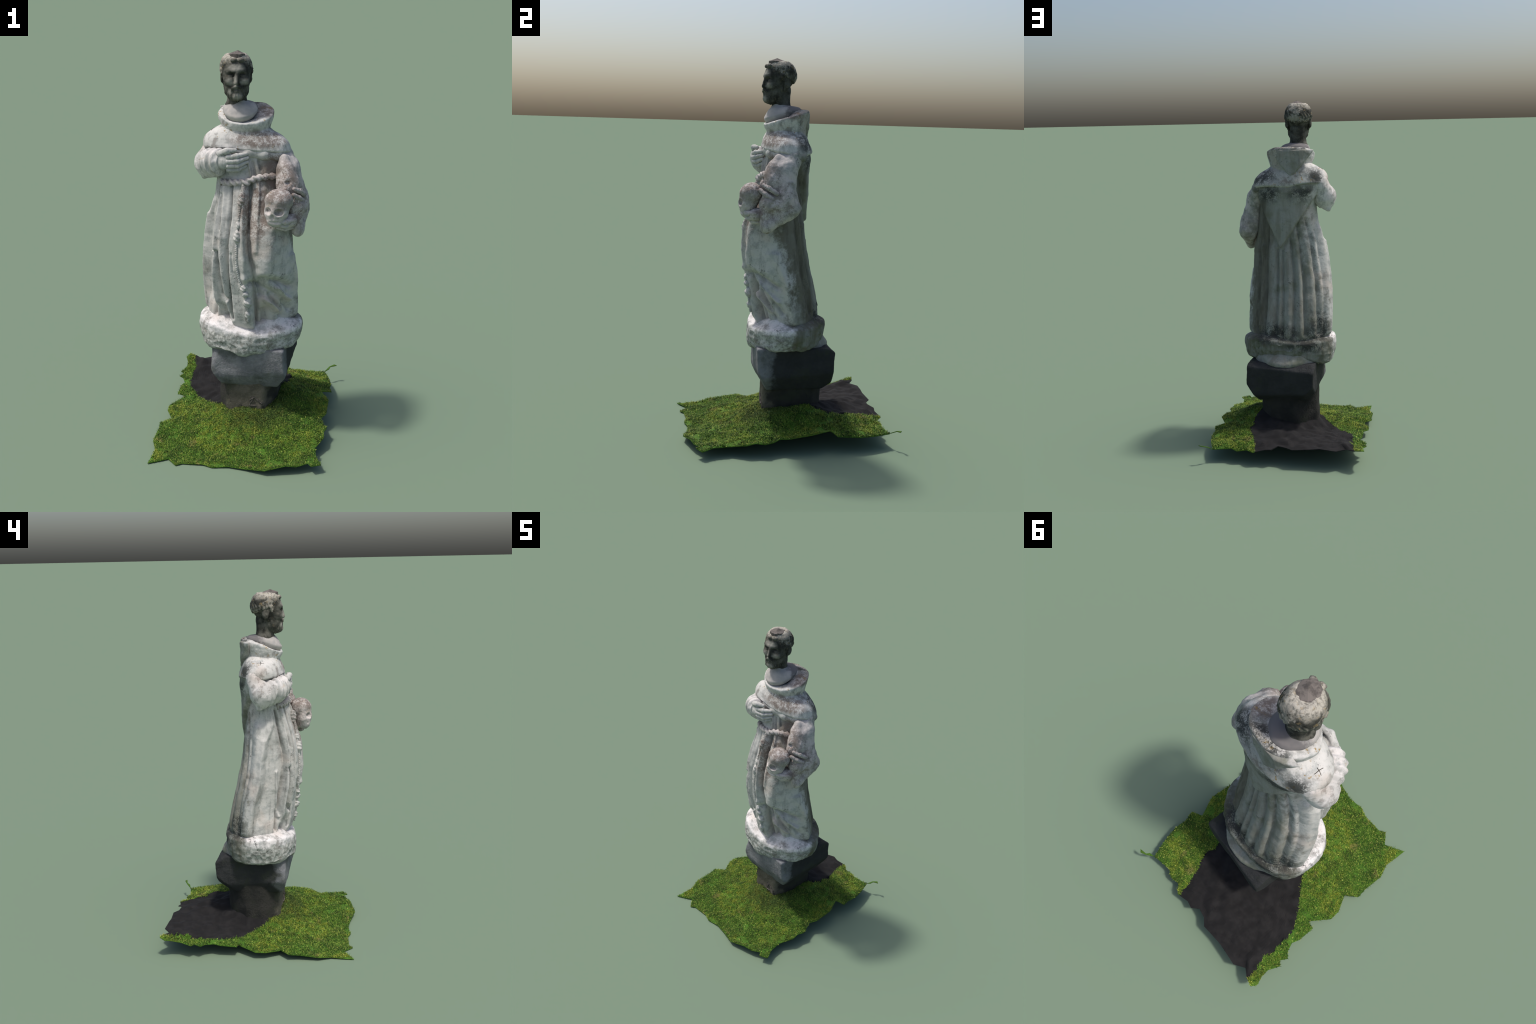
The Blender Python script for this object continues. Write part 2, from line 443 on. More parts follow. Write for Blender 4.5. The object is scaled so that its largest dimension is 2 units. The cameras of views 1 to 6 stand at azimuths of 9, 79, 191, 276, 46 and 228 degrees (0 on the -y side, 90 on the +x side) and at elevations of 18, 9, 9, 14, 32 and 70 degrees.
def build_ground():
    O = np.array(OUTLINE); c = np.array([.02, .02])
    O2 = np.vstack([O, O[:1]])
    rim = []
    for p, q in zip(O2[:-1], O2[1:]):
        n = max(2, int(np.linalg.norm(q - p) / .010))
        for k in range(n):
            rim.append(p + (q - p) * k / n)
    rim = np.array(rim); m = len(rim); nt = 46
    # even, smoothed companion of the rim so the tears do not crease the lawn
    soft = rim.copy()
    for _ in range(60):
        soft = .5 * soft + .25 * (np.roll(soft, 1, 0) + np.roll(soft, -1, 0))
    R = []
    for t in np.arange(1, nt + 1) / nt:
        k = t ** 8
        edge = soft * (1 - k) + rim * k
        xy = c + (edge[:, :2] - c) * t
        w = t ** 3.5
        z = ground_height(xy[:, 0], xy[:, 1]) * (1 - w) + edge[:, 2] * w
        fade = 1 - sstep(.90, 1.0, t)
        Q = np.column_stack([xy, 0 * z])
        z = z + fade * (0.011 * fbm(Q, .10, 2, 5) + .005 * vnoise(Q, .035, 9))
        earth = in_soil(xy[:, 0], xy[:, 1]) * fade
        Q2 = np.column_stack([xy[:, 0] * .8 + xy[:, 1] * .6, xy[:, 1] * .8 - xy[:, 0] * .6, 0 * z])
        z = z + earth * (.004 + .013 * facets(Q2, .062, 4) + .006 * facets(Q, .031, 6))
        R.append(np.column_stack([xy, np.maximum(z, .0045)]))
    V = np.vstack(R)
    F = grid_faces(nt, m)[:, ::-1].tolist()
    V = np.vstack([V, [[c[0], c[1], float(V[:m, 2].mean())]]]); ci = len(V) - 1
    F += [[ci, (j + 1) % m, j] for j in range(m)]
    return V, F

GV, GF = build_ground()
def split_ground():
    F4 = GF
    C = np.array([GV[f].mean(0) for f in F4])
    jit = 0.02 * fbm(C, .05, 2, 3)
    soil = in_soil(C[:, 0] + jit, C[:, 1] - jit)
    out = []
    for flag in (False, True):
        fs = [f for f, s in zip(F4, soil) if bool(s) == flag]
        used = sorted({i for f in fs for i in f}); mp = {i: k for k, i in enumerate(used)}
        out.append((GV[used], [[mp[i] for i in f] for f in fs]))
    return out
(LV, LF), (SV, SF) = split_ground()
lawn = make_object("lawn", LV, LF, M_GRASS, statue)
soil = make_object("bare_soil", SV, SF, M_SOIL, statue, smooth=False)
for ob in (lawn, soil):
    md = ob.modifiers.new("thickness", 'SOLIDIFY'); md.thickness = 0.004; md.offset = -1

# short turf: blades and small broad leaves scattered over the lawn
def build_blades(n, length, width, lean, seed, droop):
    rng = np.random.default_rng(seed)
    T = np.array([[f[0], f[1], f[2]] for f in LF] + [[f[0], f[2], f[3]] for f in LF if len(f) == 4])
    A, B, C = LV[T[:, 0]], LV[T[:, 1]], LV[T[:, 2]]
    ar = np.linalg.norm(np.cross(B - A, C - A), axis=1)
    k = rng.choice(len(T), n, p=ar / ar.sum())
    u, v = rng.random(n), rng.random(n); fl = u + v > 1; u[fl], v[fl] = 1 - u[fl], 1 - v[fl]
    P = A[k] + u[:, None] * (B - A)[k] + v[:, None] * (C - A)[k]
    keep = fbm(P, .05, 2, seed + 2) > -.45
    P = P[keep]; n = len(P)
    a = rng.uniform(0, 2 * np.pi, n); L = rng.uniform(*length, n); W = rng.uniform(*width, n); ln = rng.uniform(*lean, n)
    d = np.column_stack([np.cos(a), np.sin(a), 0 * a]); sd = np.column_stack([-np.sin(a), np.cos(a), 0 * a])
    up = np.array([0, 0, 1.0])
    m1 = P + d * (L * ln * .4)[:, None] + up * (L * .55)[:, None]
    tip = P + d * (L * ln)[:, None] + up * (L * (1 - droop))[:, None]
    V = np.stack([P - sd * W[:, None] * .4, P + sd * W[:, None] * .4, m1 + sd * W[:, None] * .5, m1 - sd * W[:, None] * .5, tip], 1).reshape(-1, 3)
    b = np.arange(n)[:, None] * 5
    return V, (b + [0, 1, 2, 3]).tolist() + (b + [3, 2, 4]).tolist()
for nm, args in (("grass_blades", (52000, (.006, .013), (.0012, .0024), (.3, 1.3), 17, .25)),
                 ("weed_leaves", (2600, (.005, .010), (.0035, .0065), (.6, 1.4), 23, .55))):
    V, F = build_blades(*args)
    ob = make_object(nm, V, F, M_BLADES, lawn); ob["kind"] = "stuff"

# a loose torn scrap beyond the far right corner
scrap = [(.392, .512, .078), (.418, .520, .092), (.425, .537, .100), (.462, .545, .108), (.446, .556, .108), (.418, .540, .099)]
sv = np.array(scrap); sv = np.vstack([sv, sv - [0, 0, .004]])
sf = [[0, 1, 2, 5], [2, 3, 4, 5], [6, 11, 8, 7], [8, 11, 10, 9]] + [[i, i + 6, (i + 1) % 6 + 6, (i + 1) % 6] for i in range(6)]
make_object("turf_scrap", sv, sf, M_GRASS, statue, smooth=False)

# =====================================================================
#  PEDESTAL: chamfered block on a narrower footing
# =====================================================================
def sd_block(P):
    d = plane(P, (.03, -.158, .42), (-.075, -1, -.03))
    k = .007
    d = smax(d, plane(P, (.04, .250, .42), (.07, 1, -.05)), k)
    d = smax(d, plane(P, (.238, .03, .42), (1, -.06, .06)), k)
    d = smax(d, plane(P, (-.156, .06, .42), (-1, .05, -.02)), k)
    d = smax(d, plane(P, (0, 0, .497), (0, 0, 1)), k)
    d = smax(d, plane(P, (0, -.152, .335), (0, -1, -.52)), .008)     # front under-chamfer
    d = smax(d, plane(P, (0, .245, .315), (0, 1, -1.15)), k)
    d = smax(d, plane(P, (.238, 0, .345), (1, 0, -.60)), k)
    d = smax(d, plane(P, (-.158, 0, .340), (-1, 0, -.60)), k)
    d = smax(d, plane(P, (-.140, .235, .345), (-1, 1, -1.3)), k)
    d = smax(d, plane(P, (-.150, -.125, .45), (-1, -.9, .35)), k)   # knocked-off front corner
    d = smax(d, plane(P, (-.135, .235, .48), (-.6, .6, .9)), k)
    d = smax(d, plane(P, (.04, .235, .480), (0, 1, 1.3)), k)
    return smax(d, .262 - P[:, 2], .01)

def sd_footing(P):
    k = .018
    d = plane(P, (.06, -.120, .2), (-.12, -1, 0))
    d = smax(d, plane(P, (.178, 0, .2), (1, -.05, -.03)), k)
    d = smax(d, plane(P, (.140, .168, .2), (1, 1, -.1)), k)
    d = smax(d, plane(P, (0, .202, .2), (0, 1, -.03)), k)
    d = smax(d, plane(P, (-.146, 0, .2), (-1, 0, -.02)), k)
    d = smax(d, plane(P, (-.092, -.085, .2), (-1, -.70, 0)), k)
    d = smax(d, plane(P, (.150, -.080, .2), (1, -.8, 0)), k)
    d = smax(d, plane(P, (-.100, .135, .2), (-1, .95, -.1)), k)
    d = smax(d, P[:, 2] - .34, .01)
    return smax(d, .03 - P[:, 2], .01)

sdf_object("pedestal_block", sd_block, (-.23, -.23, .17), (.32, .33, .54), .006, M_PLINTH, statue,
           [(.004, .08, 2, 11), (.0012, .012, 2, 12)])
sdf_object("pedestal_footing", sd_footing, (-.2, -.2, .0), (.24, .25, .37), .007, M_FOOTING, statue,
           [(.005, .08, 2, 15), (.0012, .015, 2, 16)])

# bed of mortar between block and base
def sd_mortar(P):
    d = ell(P, (.030, .045, .50), (.205, .198, .10))
    d = smax(d, plane(P, (0, .212, .53), (0, 1, .85)), .015)
    return smax(d, np.abs(P[:, 2] - .50) - .05, .01)
sdf_object("mortar_bed", sd_mortar, (-.27, -.24, .42), (.33, .29, .58), .006, M_STONE, statue, [(.006, .05, 3, 21)])

# =====================================================================
#  ROCKY BASE SLAB
# =====================================================================
def build_base():
    nphi = 460
    # outward factor and height: underside -> chipped side -> sloping top
    RF = [.45, .80, .925, .968, .988, 1.0, 1.0, .982, .905, .79, .66, .30]
    ZF = [.450, .452, .461, .485, .515, .547, .577, .598, .610, .622, .640, .655]
    T = np.linspace(0, 1, 12); t = np.linspace(0, 1, 100)
    rf, zf = spline(t, T, RF), spline(t, T, ZF)
    ph = np.linspace(0, 2 * np.pi, nphi, endpoint=False)
    X, Y = np.sin(ph), -np.cos(ph)
    ax = np.where(X > 0, .272, .276); ay = np.where(Y > 0, .208, .205)
    n = np.where(Y > 0, np.where(X > 0, 1.95, 2.5), 2.15)
    r = (np.abs(X / ax) ** n + np.abs(Y / ay) ** n) ** (-1 / n)
    deg = np.degrees(ph)
    lift = spline(deg, [0, 25, 60, 90, 120, 150, 180, 210, 240, 270, 300, 335, 360], [-.012, -.010, .004, .012, .020, .028, .022, .016, .020, .026, .022, .002, -.012])
    under = spline(deg, [0, 40, 70, 110, 150, 180, 210, 250, 290, 330, 360], [.006, .020, .035, .040, .072, .080, .060, .012, .015, .020, .006])
    V = []
    for a, z in zip(rf, zf):
        x, y = .028 + r * a * X, .008 + r * a * Y
        top = sstep(.50, .60, z)
        V.append(np.column_stack([x, y, z + lift * top + under * (1 - top)]))
    V = np.vstack(V); F = grid_faces(100, nphi)
    N = quad_normals(V, F)
    side = np.tile(1, len(V)) * np.repeat(sstep(.60, .56, zf), nphi)
    chips = np.maximum(0, np.abs(fbm(V * [1, 1, 1.4], .055, 2, 42)) - .05)
    d = .011 * fbm(V, .16, 2, 41) + side * (.002 - .012 * chips) + .0010 * fbm(V, .02, 2, 44) + .0004 * fbm(V, .009, 2, 43)
    V = V + N * d[:, None]
    return V, F.tolist() + [list(range(nphi))[::-1], [99 * nphi + i for i in range(nphi)]]
bv, bf = build_base()
make_object("rock_base", bv, bf, M_BASE, statue)

# =====================================================================
#  ROBE: a lofted column of cloth with carved folds
# =====================================================================
ROBE_LEVELS = [  # z, x_min, x_max, y_front, y_back
    (0.585, -0.195, 0.250, -0.150, 0.165), (0.62, -0.212, 0.262, -0.166, 0.190),
    (0.70, -0.220, 0.265, -0.184, 0.184), (0.80, -0.220, 0.262, -0.194, 0.160),
    (0.90, -0.217, 0.258, -0.214, 0.136), (1.00, -0.207, 0.252, -0.227, 0.114),
    (1.10, -0.193, 0.246, -0.223, 0.097), (1.20, -0.176, 0.232, -0.202, 0.090),
    (1.30, -0.146, 0.215, -0.175, 0.090), (1.40, -0.136, 0.205, -0.145, 0.091),
    (1.48, -0.160, 0.205, -0.132, 0.100), (1.56, -0.170, 0.180, -0.118, 0.090),
    (1.62, -0.110, 0.115, -0.095, 0.070)]

def robe_base(phi, z):
    """Radius of the unfolded robe at angle phi (0 front, 90 = +x) and height z."""
    L = np.array(ROBE_LEVELS)
    x0, x1, y0, y1 = [np.interp(z, L[:, 0], L[:, i]) for i in (1, 2, 3, 4)]
    cx, cy = (x0 + x1) / 2, (y0 + y1) / 2
    yaw = np.radians(np.interp(z, [0.6, 1.0, 1.3, 1.5], [-12, -13, -8, -2]))
    A, B = ((x1 - x0) / 2) ** 2, ((y1 - y0) / 2) ** 2
    c2, s2 = np.cos(yaw) ** 2, np.sin(yaw) ** 2
    a = np.sqrt((A * c2 - B * s2) / (c2 - s2)); b = np.sqrt((B * c2 - A * s2) / (c2 - s2))
    dx, dy = np.sin(phi), -np.cos(phi)
    u = dx * np.cos(yaw) + dy * np.sin(yaw); v = -dx * np.sin(yaw) + dy * np.cos(yaw)
    r = 1.0 / np.sqrt((u / a) ** 2 + (v / b) ** 2)
    return cx, cy, r


# fold lines as (height, angle) polylines with depth and half width in metres
FOLDS = [
    # front, left part: grooves and the pleats between them
    ([(1.34, 291), (1.237, 293), (1.12, 297), (.97, 301), (.84, 300), (.66, 299)], -.030, .009),
    ([(1.34, 304), (1.2, 305), (1.0, 307), (.92, 307), (.80, 308), (.70, 313)], .017, .012),
    ([(1.31, 305), (1.245, 307.5), (1.14, 312)], -.012, .006),
    ([(1.02, 308), (.878, 316), (.80, 321), (.765, 329)], -.032, .009),
    ([(1.35, 323), (1.2, 329), (1.06, 328), (.94, 331), (.84, 334), (.66, 337)], -.030, .009),
    ([(1.344, 310), (1.2, 316), (1.06, 318), (.93, 323), (.80, 328), (.70, 331)], .012, .012),
    ([(1.02, 338), (.93, 342), (.897, 349), (.872, 353)], -.008, .008),
    ([(1.35, 353), (1.17, 357), (1.0, 2), (.90, 3)], .018, .020),
    ([(.90, 3), (.80, 4), (.64, 4)], .008, .020),
    ([(1.36, 9), (1.2, 9.5), (1.12, 9), (1.03, 12), (.955, 18), (.85, 21), (.64, 21)], -.036, .016),
    ([(1.38, 25), (1.25, 24), (1.15, 22), (1.05, 20)], .010, .014),
    # knee and the diagonal drapery under it
    ([(1.15, 40), (1.05, 40), (.94, 34)], .028, .045),
    ([(.895, 30), (.80, 30)], -.044, .020),
    ([(.875, 11), (.85, 30), (.816, 48), (.775, 62), (.69, 77)], -.030, .014),
    ([(.89, 44), (.86, 62), (.829, 75)], -.026, .014),
    ([(.87, 55), (.855, 57)], -.012, .012),
    ([(.80, 44), (.76, 50), (.72, 57), (.66, 64)], -.024, .013),
    ([(.70, 37), (.64, 38)], -.040, .028),
    ([(.70, 319), (.64, 317)], -.035, .026),
    ([(.845, 42), (.80, 58), (.76, 70)], .008, .014),
    ([(1.0, 75), (.85, 88), (.65, 92)], .008, .020),
    # right rear
    ([(1.15, 90), (1.0, 92), (.85, 92)], .008, .03),
    ([(1.2, 109), (1.04, 117), (.916, 116), (.69, 118)], -.012, .012),
    ([(1.155, 124), (1.03, 126), (.88, 126), (.70, 126)], .008, .013),
    # back flutes
    ([(1.29, 131), (1.09, 133), (.87, 135), (.66, 134)], -0.019, .012),
    ([(1.21, 143), (.98, 144), (.66, 146)], .004, .016),
    ([(1.14, 160), (.98, 160), (.66, 159)], -0.015, .011),
    ([(1.05, 166), (.70, 167)], .004, .010),
    ([(1.14, 172), (.93, 172), (.66, 174)], -0.013, .010),
    ([(1.13, 181), (.93, 184), (.66, 185)], .004, .014),
    ([(1.21, 191), (1.05, 194), (.88, 195), (.66, 195)], -0.017, .011),
    ([(1.24, 201), (.99, 203), (.66, 206)], .004, .012),
    ([(1.29, 211), (1.12, 211), (.88, 212), (.66, 215)], -0.018, .011),
    ([(1.2, 220), (.93, 223), (.66, 227)], .004, .012),
    ([(1.32, 233), (1.09, 231), (.87, 233), (.66, 236)], -0.019, .011),
    ([(1.25, 243), (1.09, 241), (.87, 243), (.66, 243)], -.006, .010),
    ([(1.25, 255), (1.03, 252), (.80, 250), (.66, 251)], .013, .022),
    # left flank: broad sunken panel with one slanting pleat
    ([(1.18, 264), (1.07, 260), (.93, 261), (.82, 259), (.65, 258)], .014, .016),
    ([(1.0, 284), (.924, 288), (.833, 294), (.735, 303)], .016, .008),
    ([(.84, 52), (.79, 60), (.75, 72)], .026, .013),
    ([(.78, 34), (.74, 47), (.69, 60)], .026, .013),
    ([(1.0, 82), (.82, 86), (.64, 88)], .012, .016),
    # chest under the crossed arm
    ([(1.47, 8), (1.41, 9)], .012, .010),
    ([(1.47, 18), (1.41, 20)], -.012, .012),
    ([(1.475, 33), (1.44, 35)], -.018, .014),
]

def polyline_dist(s, z, pts):
    d = np.full(s.shape, 9.0)
    for (z0, a0), (z1, a1) in zip(pts[:-1], pts[1:]):
        s0, s1 = np.radians(a0) * .2, np.radians(a1) * .2
        dx, dz = s1 - s0, z1 - z0
        # shortest signed wrap around the figure
        ds = (s - s0 + np.pi * .2) % (2 * np.pi * .2) - np.pi * .2
        t = np.clip((ds * dx + (z - z0) * dz) / (dx * dx + dz * dz), 0, 1)
        d = np.minimum(d, np.hypot(ds - t * dx, (z - z0) - t * dz))
    return d

def unwrap(pts):
    out = [pts[0]]
    for z, a in pts[1:]:
        while a - out[-1][1] > 180: a -= 360
        while a - out[-1][1] < -180: a += 360
        out.append((z, a))
    return out

def robe_radius(phi, z):
    cx, cy, r = robe_base(phi, z)
    s = phi * .2
    disp = np.zeros_like(r)
    for pts, amp, w in FOLDS:
        d = polyline_dist(s, z, unwrap(pts))
        disp = disp + amp * np.exp(-(d / w) ** (2 if amp > 0 else 1.6))
    # under the bent knee the cloth falls back steeply towards the hem
    a = (np.degrees(phi) + 180) % 360 - 180
    sector = sstep(13, 24, a) * sstep(92, 62, a)
    disp = disp - sector * np.interp(z, [.60, .68, .76, .84, .91], [.050, .042, .026, .014, 0])
    left = sstep(-58, -48, a) * sstep(-22, -32, a)
    disp = disp - left * np.interp(z, [.60, .68, .74, .80], [.024, .018, .006, 0])
    # cloth sinks beside the hanging hood point, so that the point stands proud
    xs = cx + r * np.sin(phi)
    o = np.maximum((.315 * (xs - .061) - .15 * (z - 1.150)) / .349, (-.305 * (xs - .061) - .205 * (z - 1.150)) / .3675)
    disp = disp - (np.cos(phi) < 0) * .013 * sstep(-.002, .006, o) * np.exp(-np.maximum(o, 0) / .045) * sstep(1.13, 1.18, z)
    # left flank: cloth sunk between the rear fold and the front pleats
    rear = np.interp(z, [.62, .83, .94, 1.075, 1.18, 1.265], [262, 261, 262, 261, 268, 281]) - 360
    fore = np.interp(z, [.745, .85, .97, 1.06, 1.16, 1.29], [308, 306, 303, 300, 299, 301]) - 360
    panel = sstep(rear - 1.5, rear + 5, a) * sstep(fore + 2, fore - 7, a)
    disp = disp - panel * np.interp(z, [.64, .70, .76, .85, 1.0, 1.15, 1.26, 1.32], [.010, .022, .040, .044, .042, .032, .012, 0])
    return cx, cy, r + disp

def build_robe():
    nz, nphi = 340, 520
    z = np.linspace(.585, 1.62, nz); ph = np.linspace(0, 2 * np.pi, nphi, endpoint=False)
    Z, PH = np.meshgrid(z, ph, indexing='ij')
    cx, cy, r = robe_radius(PH.ravel(), Z.ravel())
    # the hem is lifted a little in front where the toes push it out
    hem = sstep(.66, .60, Z.ravel())
    r = r * (1 - .05 * hem)
    V = np.column_stack([cx + r * np.sin(PH.ravel()), cy - r * np.cos(PH.ravel()), Z.ravel()])
    F = grid_faces(nz, nphi)
    front = sstep(.12, -.05, V[:, 1])
    N = quad_normals(V, F)
    d = .0028 * fbm(V, .06, 2, 51) + front * (.0010 * fbm(V, .020, 3, 52)) + .0005 * fbm(V, .008, 2, 53)
    V = V + N * d[:, None]
    return V, F.tolist() + [list(range(nphi))[::-1], [(nz - 1) * nphi + i for i in range(nphi)]]
rv, rf_ = build_robe()
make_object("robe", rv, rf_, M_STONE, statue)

# long pointed tail of the hood, hanging flat down the back
def sd_tail(P):
    k = .008
    cx, cy, _ = robe_base(0, P[:, 2])
    ph = np.arctan2(P[:, 0] - cx, -(P[:, 1] - cy))
    _, _, r = robe_base(ph, P[:, 2])
    rr = np.hypot(P[:, 0] - cx, P[:, 1] - cy)
    d = rr - (r + np.interp(P[:, 2], [1.15, 1.3, 1.5], [.012, .017, .015]))
    d = smax(d, plane(P, (.061, 0, 1.150), (.315, 0, -.15)), k)
    d = smax(d, plane(P, (.061, 0, 1.150), (-.305, 0, -.205)), k)
    d = smax(d, P[:, 2] - 1.55, .005)
    return smax(d, .0 - P[:, 1], .005)
sdf_object("hood_tail", sd_tail, (-.26, -.01, 1.12), (.27, .15, 1.56), .005, M_STONE, statue, [(.003, .05, 2, 61), (.001, .01, 2, 62)])

# =====================================================================
#  SHOULDER CAPE
# =====================================================================
CAPE = [  # z, x_min, x_max, y_front, y_back
    (1.46, -.195, .232, -.132, .108), (1.50, -.203, .234, -.140, .113), (1.53, -.205, .227, -.142, .113), (1.56, -.206, .217, -.138, .104),
    (1.59, -.193, .187, -.128, .092), (1.612, -.167, .153, -.118, .082), (1.64, -.112, .115, -.108, .072), (1.67, -.09, .10, -.09, .07)]
HEM_PHI = [0, 40, 75, 95, 130, 180, 225, 265, 300, 330, 360]
HEM_Z = [1.535, 1.528, 1.518, 1.505, 1.515, 1.512, 1.530, 1.525, 1.535, 1.540, 1.535]
def build_cape():
    nphi, nt = 420, 90
    ph = np.linspace(0, 2 * np.pi, nphi, endpoint=False)
    hem = spline(np.degrees(ph), HEM_PHI, HEM_Z)
    C = np.array(CAPE)
    V = []
    for t in np.linspace(0, 1, nt):
        if t < .12:      # turned-in underside
            z = hem + .006 - .008 * (t / .12); shrink = .80 + .17 * (t / .12)
        else:
            u = (t - .12) / .88
            z = hem - .002 + (1.67 - hem) * u; shrink = .97 + .03 * sstep(0, .05, u) + 0 * u
        x0, x1, y0, y1 = [spline(z, C[:, 0], C[:, i]) for i in (1, 2, 3, 4)]
        X, Y = np.sin(ph), -np.cos(ph)
        cx, cy = (x0 + x1) / 2, (y0 + y1) / 2
        a, b = (x1 - x0) / 2, (y1 - y0) / 2
        n = 2.3
        r = (np.abs(X / a) ** n + np.abs(Y / b) ** n) ** (-1 / n) * shrink
        V.append(np.column_stack([cx + r * X, cy + r * Y, z + 0 * r]))
    V = np.vstack(V); F = grid_faces(nt, nphi)
    V = roughen(V, F, [(.008, .10, 2, 71), (.0018, .03, 2, 72), (.0005, .008, 2, 73)])
    return V, F.tolist()
cv, cf = build_cape()
make_object("shoulder_cape", cv, cf, M_CAPE, statue)

# soft roll of cloth under the cape, running round to the left arm
sdf_object("cape_fold", lambda P: tube(P, [(-.05, -.118, 1.530, .018), (.04, -.118, 1.520, .022), (.11, -.106, 1.508, .027), (.18, -.070, 1.498, .027),
                                           (.215, -.015, 1.495, .026), (.21, .03, 1.498, .024)], .02),
           (-.10, -.17, 1.45), (.27, .08, 1.57), .004, M_STONE, statue, [(.0022, .05, 2, 75), (.0006, .01, 2, 76)])

# =====================================================================
#  HOOD COLLAR, UNDER-COLLAR AND NECK
# =====================================================================
def build_collar():
    nphi, nt = 360, 60
    ph = np.linspace(0, 2 * np.pi, nphi, endpoint=False)
    X, Y = np.sin(ph), -np.cos(ph)
    deg = np.degrees(ph)
    lip = spline(deg, [0, 40, 80, 110, 150, 180, 210, 250, 280, 320, 360], [1.658, 1.668, 1.695, 1.718, 1.732, 1.735, 1.733, 1.722, 1.702, 1.672, 1.658])
    n = np.where(Y > 0, 2.25, 2.1)
    r = (np.abs(X / np.where(X > 0, .138, .138 - .020 * sstep(-.2, .7, Y))) ** n + np.abs(Y / np.where(Y > 0, .112, .118)) ** n) ** (-1 / n)
    #        joint  outer  lip-   top    lip-in inner bottom
    T = [0, .30, .48, .56, .64, .75, 1]
    RF = [.84, .90, .985, 1.0, .95, .80, .36]
    DZ = [None, .45, .86, .97, 1.0, .93, .60]
    V = []
    for t in np.linspace(0, 1, nt):
        rf = spline(np.array([t]), T, RF)[0]
        h = spline(np.array([t]), T, [0.0, .40, .76, .93, 1.0, 1.02, 1.02])[0]
        zb = 1.600
        z = zb + (lip - zb) * h
        V.append(np.column_stack([.008 + r * rf * X, -.012 + r * rf * Y, z]))
    V = np.vstack(V); F = grid_faces(nt, nphi)
    V = roughen(V, F, [(.006, .08, 2, 81), (.0025, .025, 3, 82), (.001, .008, 2, 83)])
    return V, F.tolist()
kv, kf = build_collar()
collar = make_object("hood_collar", kv, kf, M_CAPE, statue)

def sd_hoodback(P):
    k = .012
    x, y, z = P.T
    d = y - np.interp(z, [1.55, 1.60, 1.66, 1.73], [.103, .101, .099, .103]) + 1.1 * np.maximum(0, np.abs(x + .005) - .055) ** 1.2
    d = smax(d, plane(P, (-.010, 0, 1.560), (.150, 0, -.125)), k)
    d = smax(d, plane(P, (-.010, 0, 1.560), (-.150, 0, -.125)), k)
    d = smax(d, z - 1.722, .01)
    return smax(d, .045 - y, .005)
sdf_object("hood_back", sd_hoodback, (-.17, .02, 1.53), (.16, .13, 1.75), .004, M_STONE, statue, [(.003, .04, 3, 85), (.001, .01, 2, 86)])

def build_undercollar():
    nphi, nt = 300, 44
    ph = np.linspace(0, 2 * np.pi, nphi, endpoint=False)
    X, Y = np.sin(ph), -np.cos(ph)
    #  neck root -> sloping bib -> rounded edge -> tucked under
    T = [0, .15, .45, .70, .80, .88, 1]
    A = [.038, .044, .066, .082, .086, .083, .070]
    B = [.038, .044, .070, .093, .099, .096, .082]
    H = [1.775, 1.762, 1.747, 1.731, 1.721, 1.708, 1.692]
    cyT = [-.042, -.042, -.037, -.033, -.032, -.032, -.032]
    V = []
    for t in np.linspace(0, 1, nt):
        a, b, h, cy = [spline(np.array([t]), T, q)[0] for q in (A, B, H, cyT)]
        y = cy + b * Y; x = -.012 - .018 * (1 - t) + a * X
        tilt = .34 * min(1, t * 1.5)
        V.append(np.column_stack([x, y, h + tilt * (y - cy) * np.where(Y < 0, 1.0, .45)]))
    V = np.vstack(V); F = grid_faces(nt, nphi)
    V = roughen(V, F, [(.003, .05, 2, 87)])
    return V, F[:, ::-1].tolist()
uv_, uf_ = build_undercollar()
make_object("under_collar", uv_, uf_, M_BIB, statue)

sdf_object("neck", lambda P: smin(cap(P, (-.032, -.040, 1.70), (-.033, -.036, 1.84), .050, .046), ell(P, (-.032, -.03, 1.72), (.062, .06, .035)), .03),
           (-.12, -.12, 1.66), (.06, .06, 1.88), .004, M_HEAD, statue, [(.003, .03, 2, 89)])

# =====================================================================
#  HEAD
# =====================================================================
HC = np.array([-.034, -.047, 1.88]); HYAW = math.radians(12)
def to_head(P):
    q = P - HC
    c, s = math.cos(HYAW), math.sin(HYAW)
    return np.column_stack([c * q[:, 0] + s * q[:, 1], -s * q[:, 0] + c * q[:, 1], q[:, 2]])
def from_head(p):
    c, s = math.cos(HYAW), math.sin(HYAW); p = np.atleast_2d(p)
    return np.column_stack([c * p[:, 0] - s * p[:, 1], s * p[:, 0] + c * p[:, 1], p[:, 2]]) + HC

def sd_face(P):
    q = to_head(P); m = q.copy(); m[:, 0] = np.abs(m[:, 0])
    d = ell(q, (0, -.002, .030), (.070, .080, .078))
    d = smin(d, ell(q, (0, -.030, -.015), (.061, .056, .090)), .03)
    d = smin(d, ell(q, (0, -.030, -.070), (.050, .052, .045)), .03)
    d = smin(d, ell(m, (.038, -.058, -.020), (.022, .025, .020)), .015)        # cheekbones
    d = smin(d, cap(m, (.008, -.080, .030), (.046, -.062, .026), .010, .009), .008)   # brows
    d = smax(d, -ell(m, (.029, -.092, .008), (.020, .026, .014)), .005)        # sockets
    d = smin(d, ell(m, (.030, -.068, .000), (.016, .012, .009)), .002)
    d = smin(d, cap(m, (.017, -.076, .007), (.043, -.069, .005), .0035, .003), .002)         # lids
    d = smin(d, cap(q, (0, -.082, .022), (0, -.092, -.026), .007, .0115), .006)  # nose
    d = smin(d, ell(m, (.010, -.083, -.029), (.008, .009, .007)), .004)
    return smax(d, q[:, 2] - .101, .004)

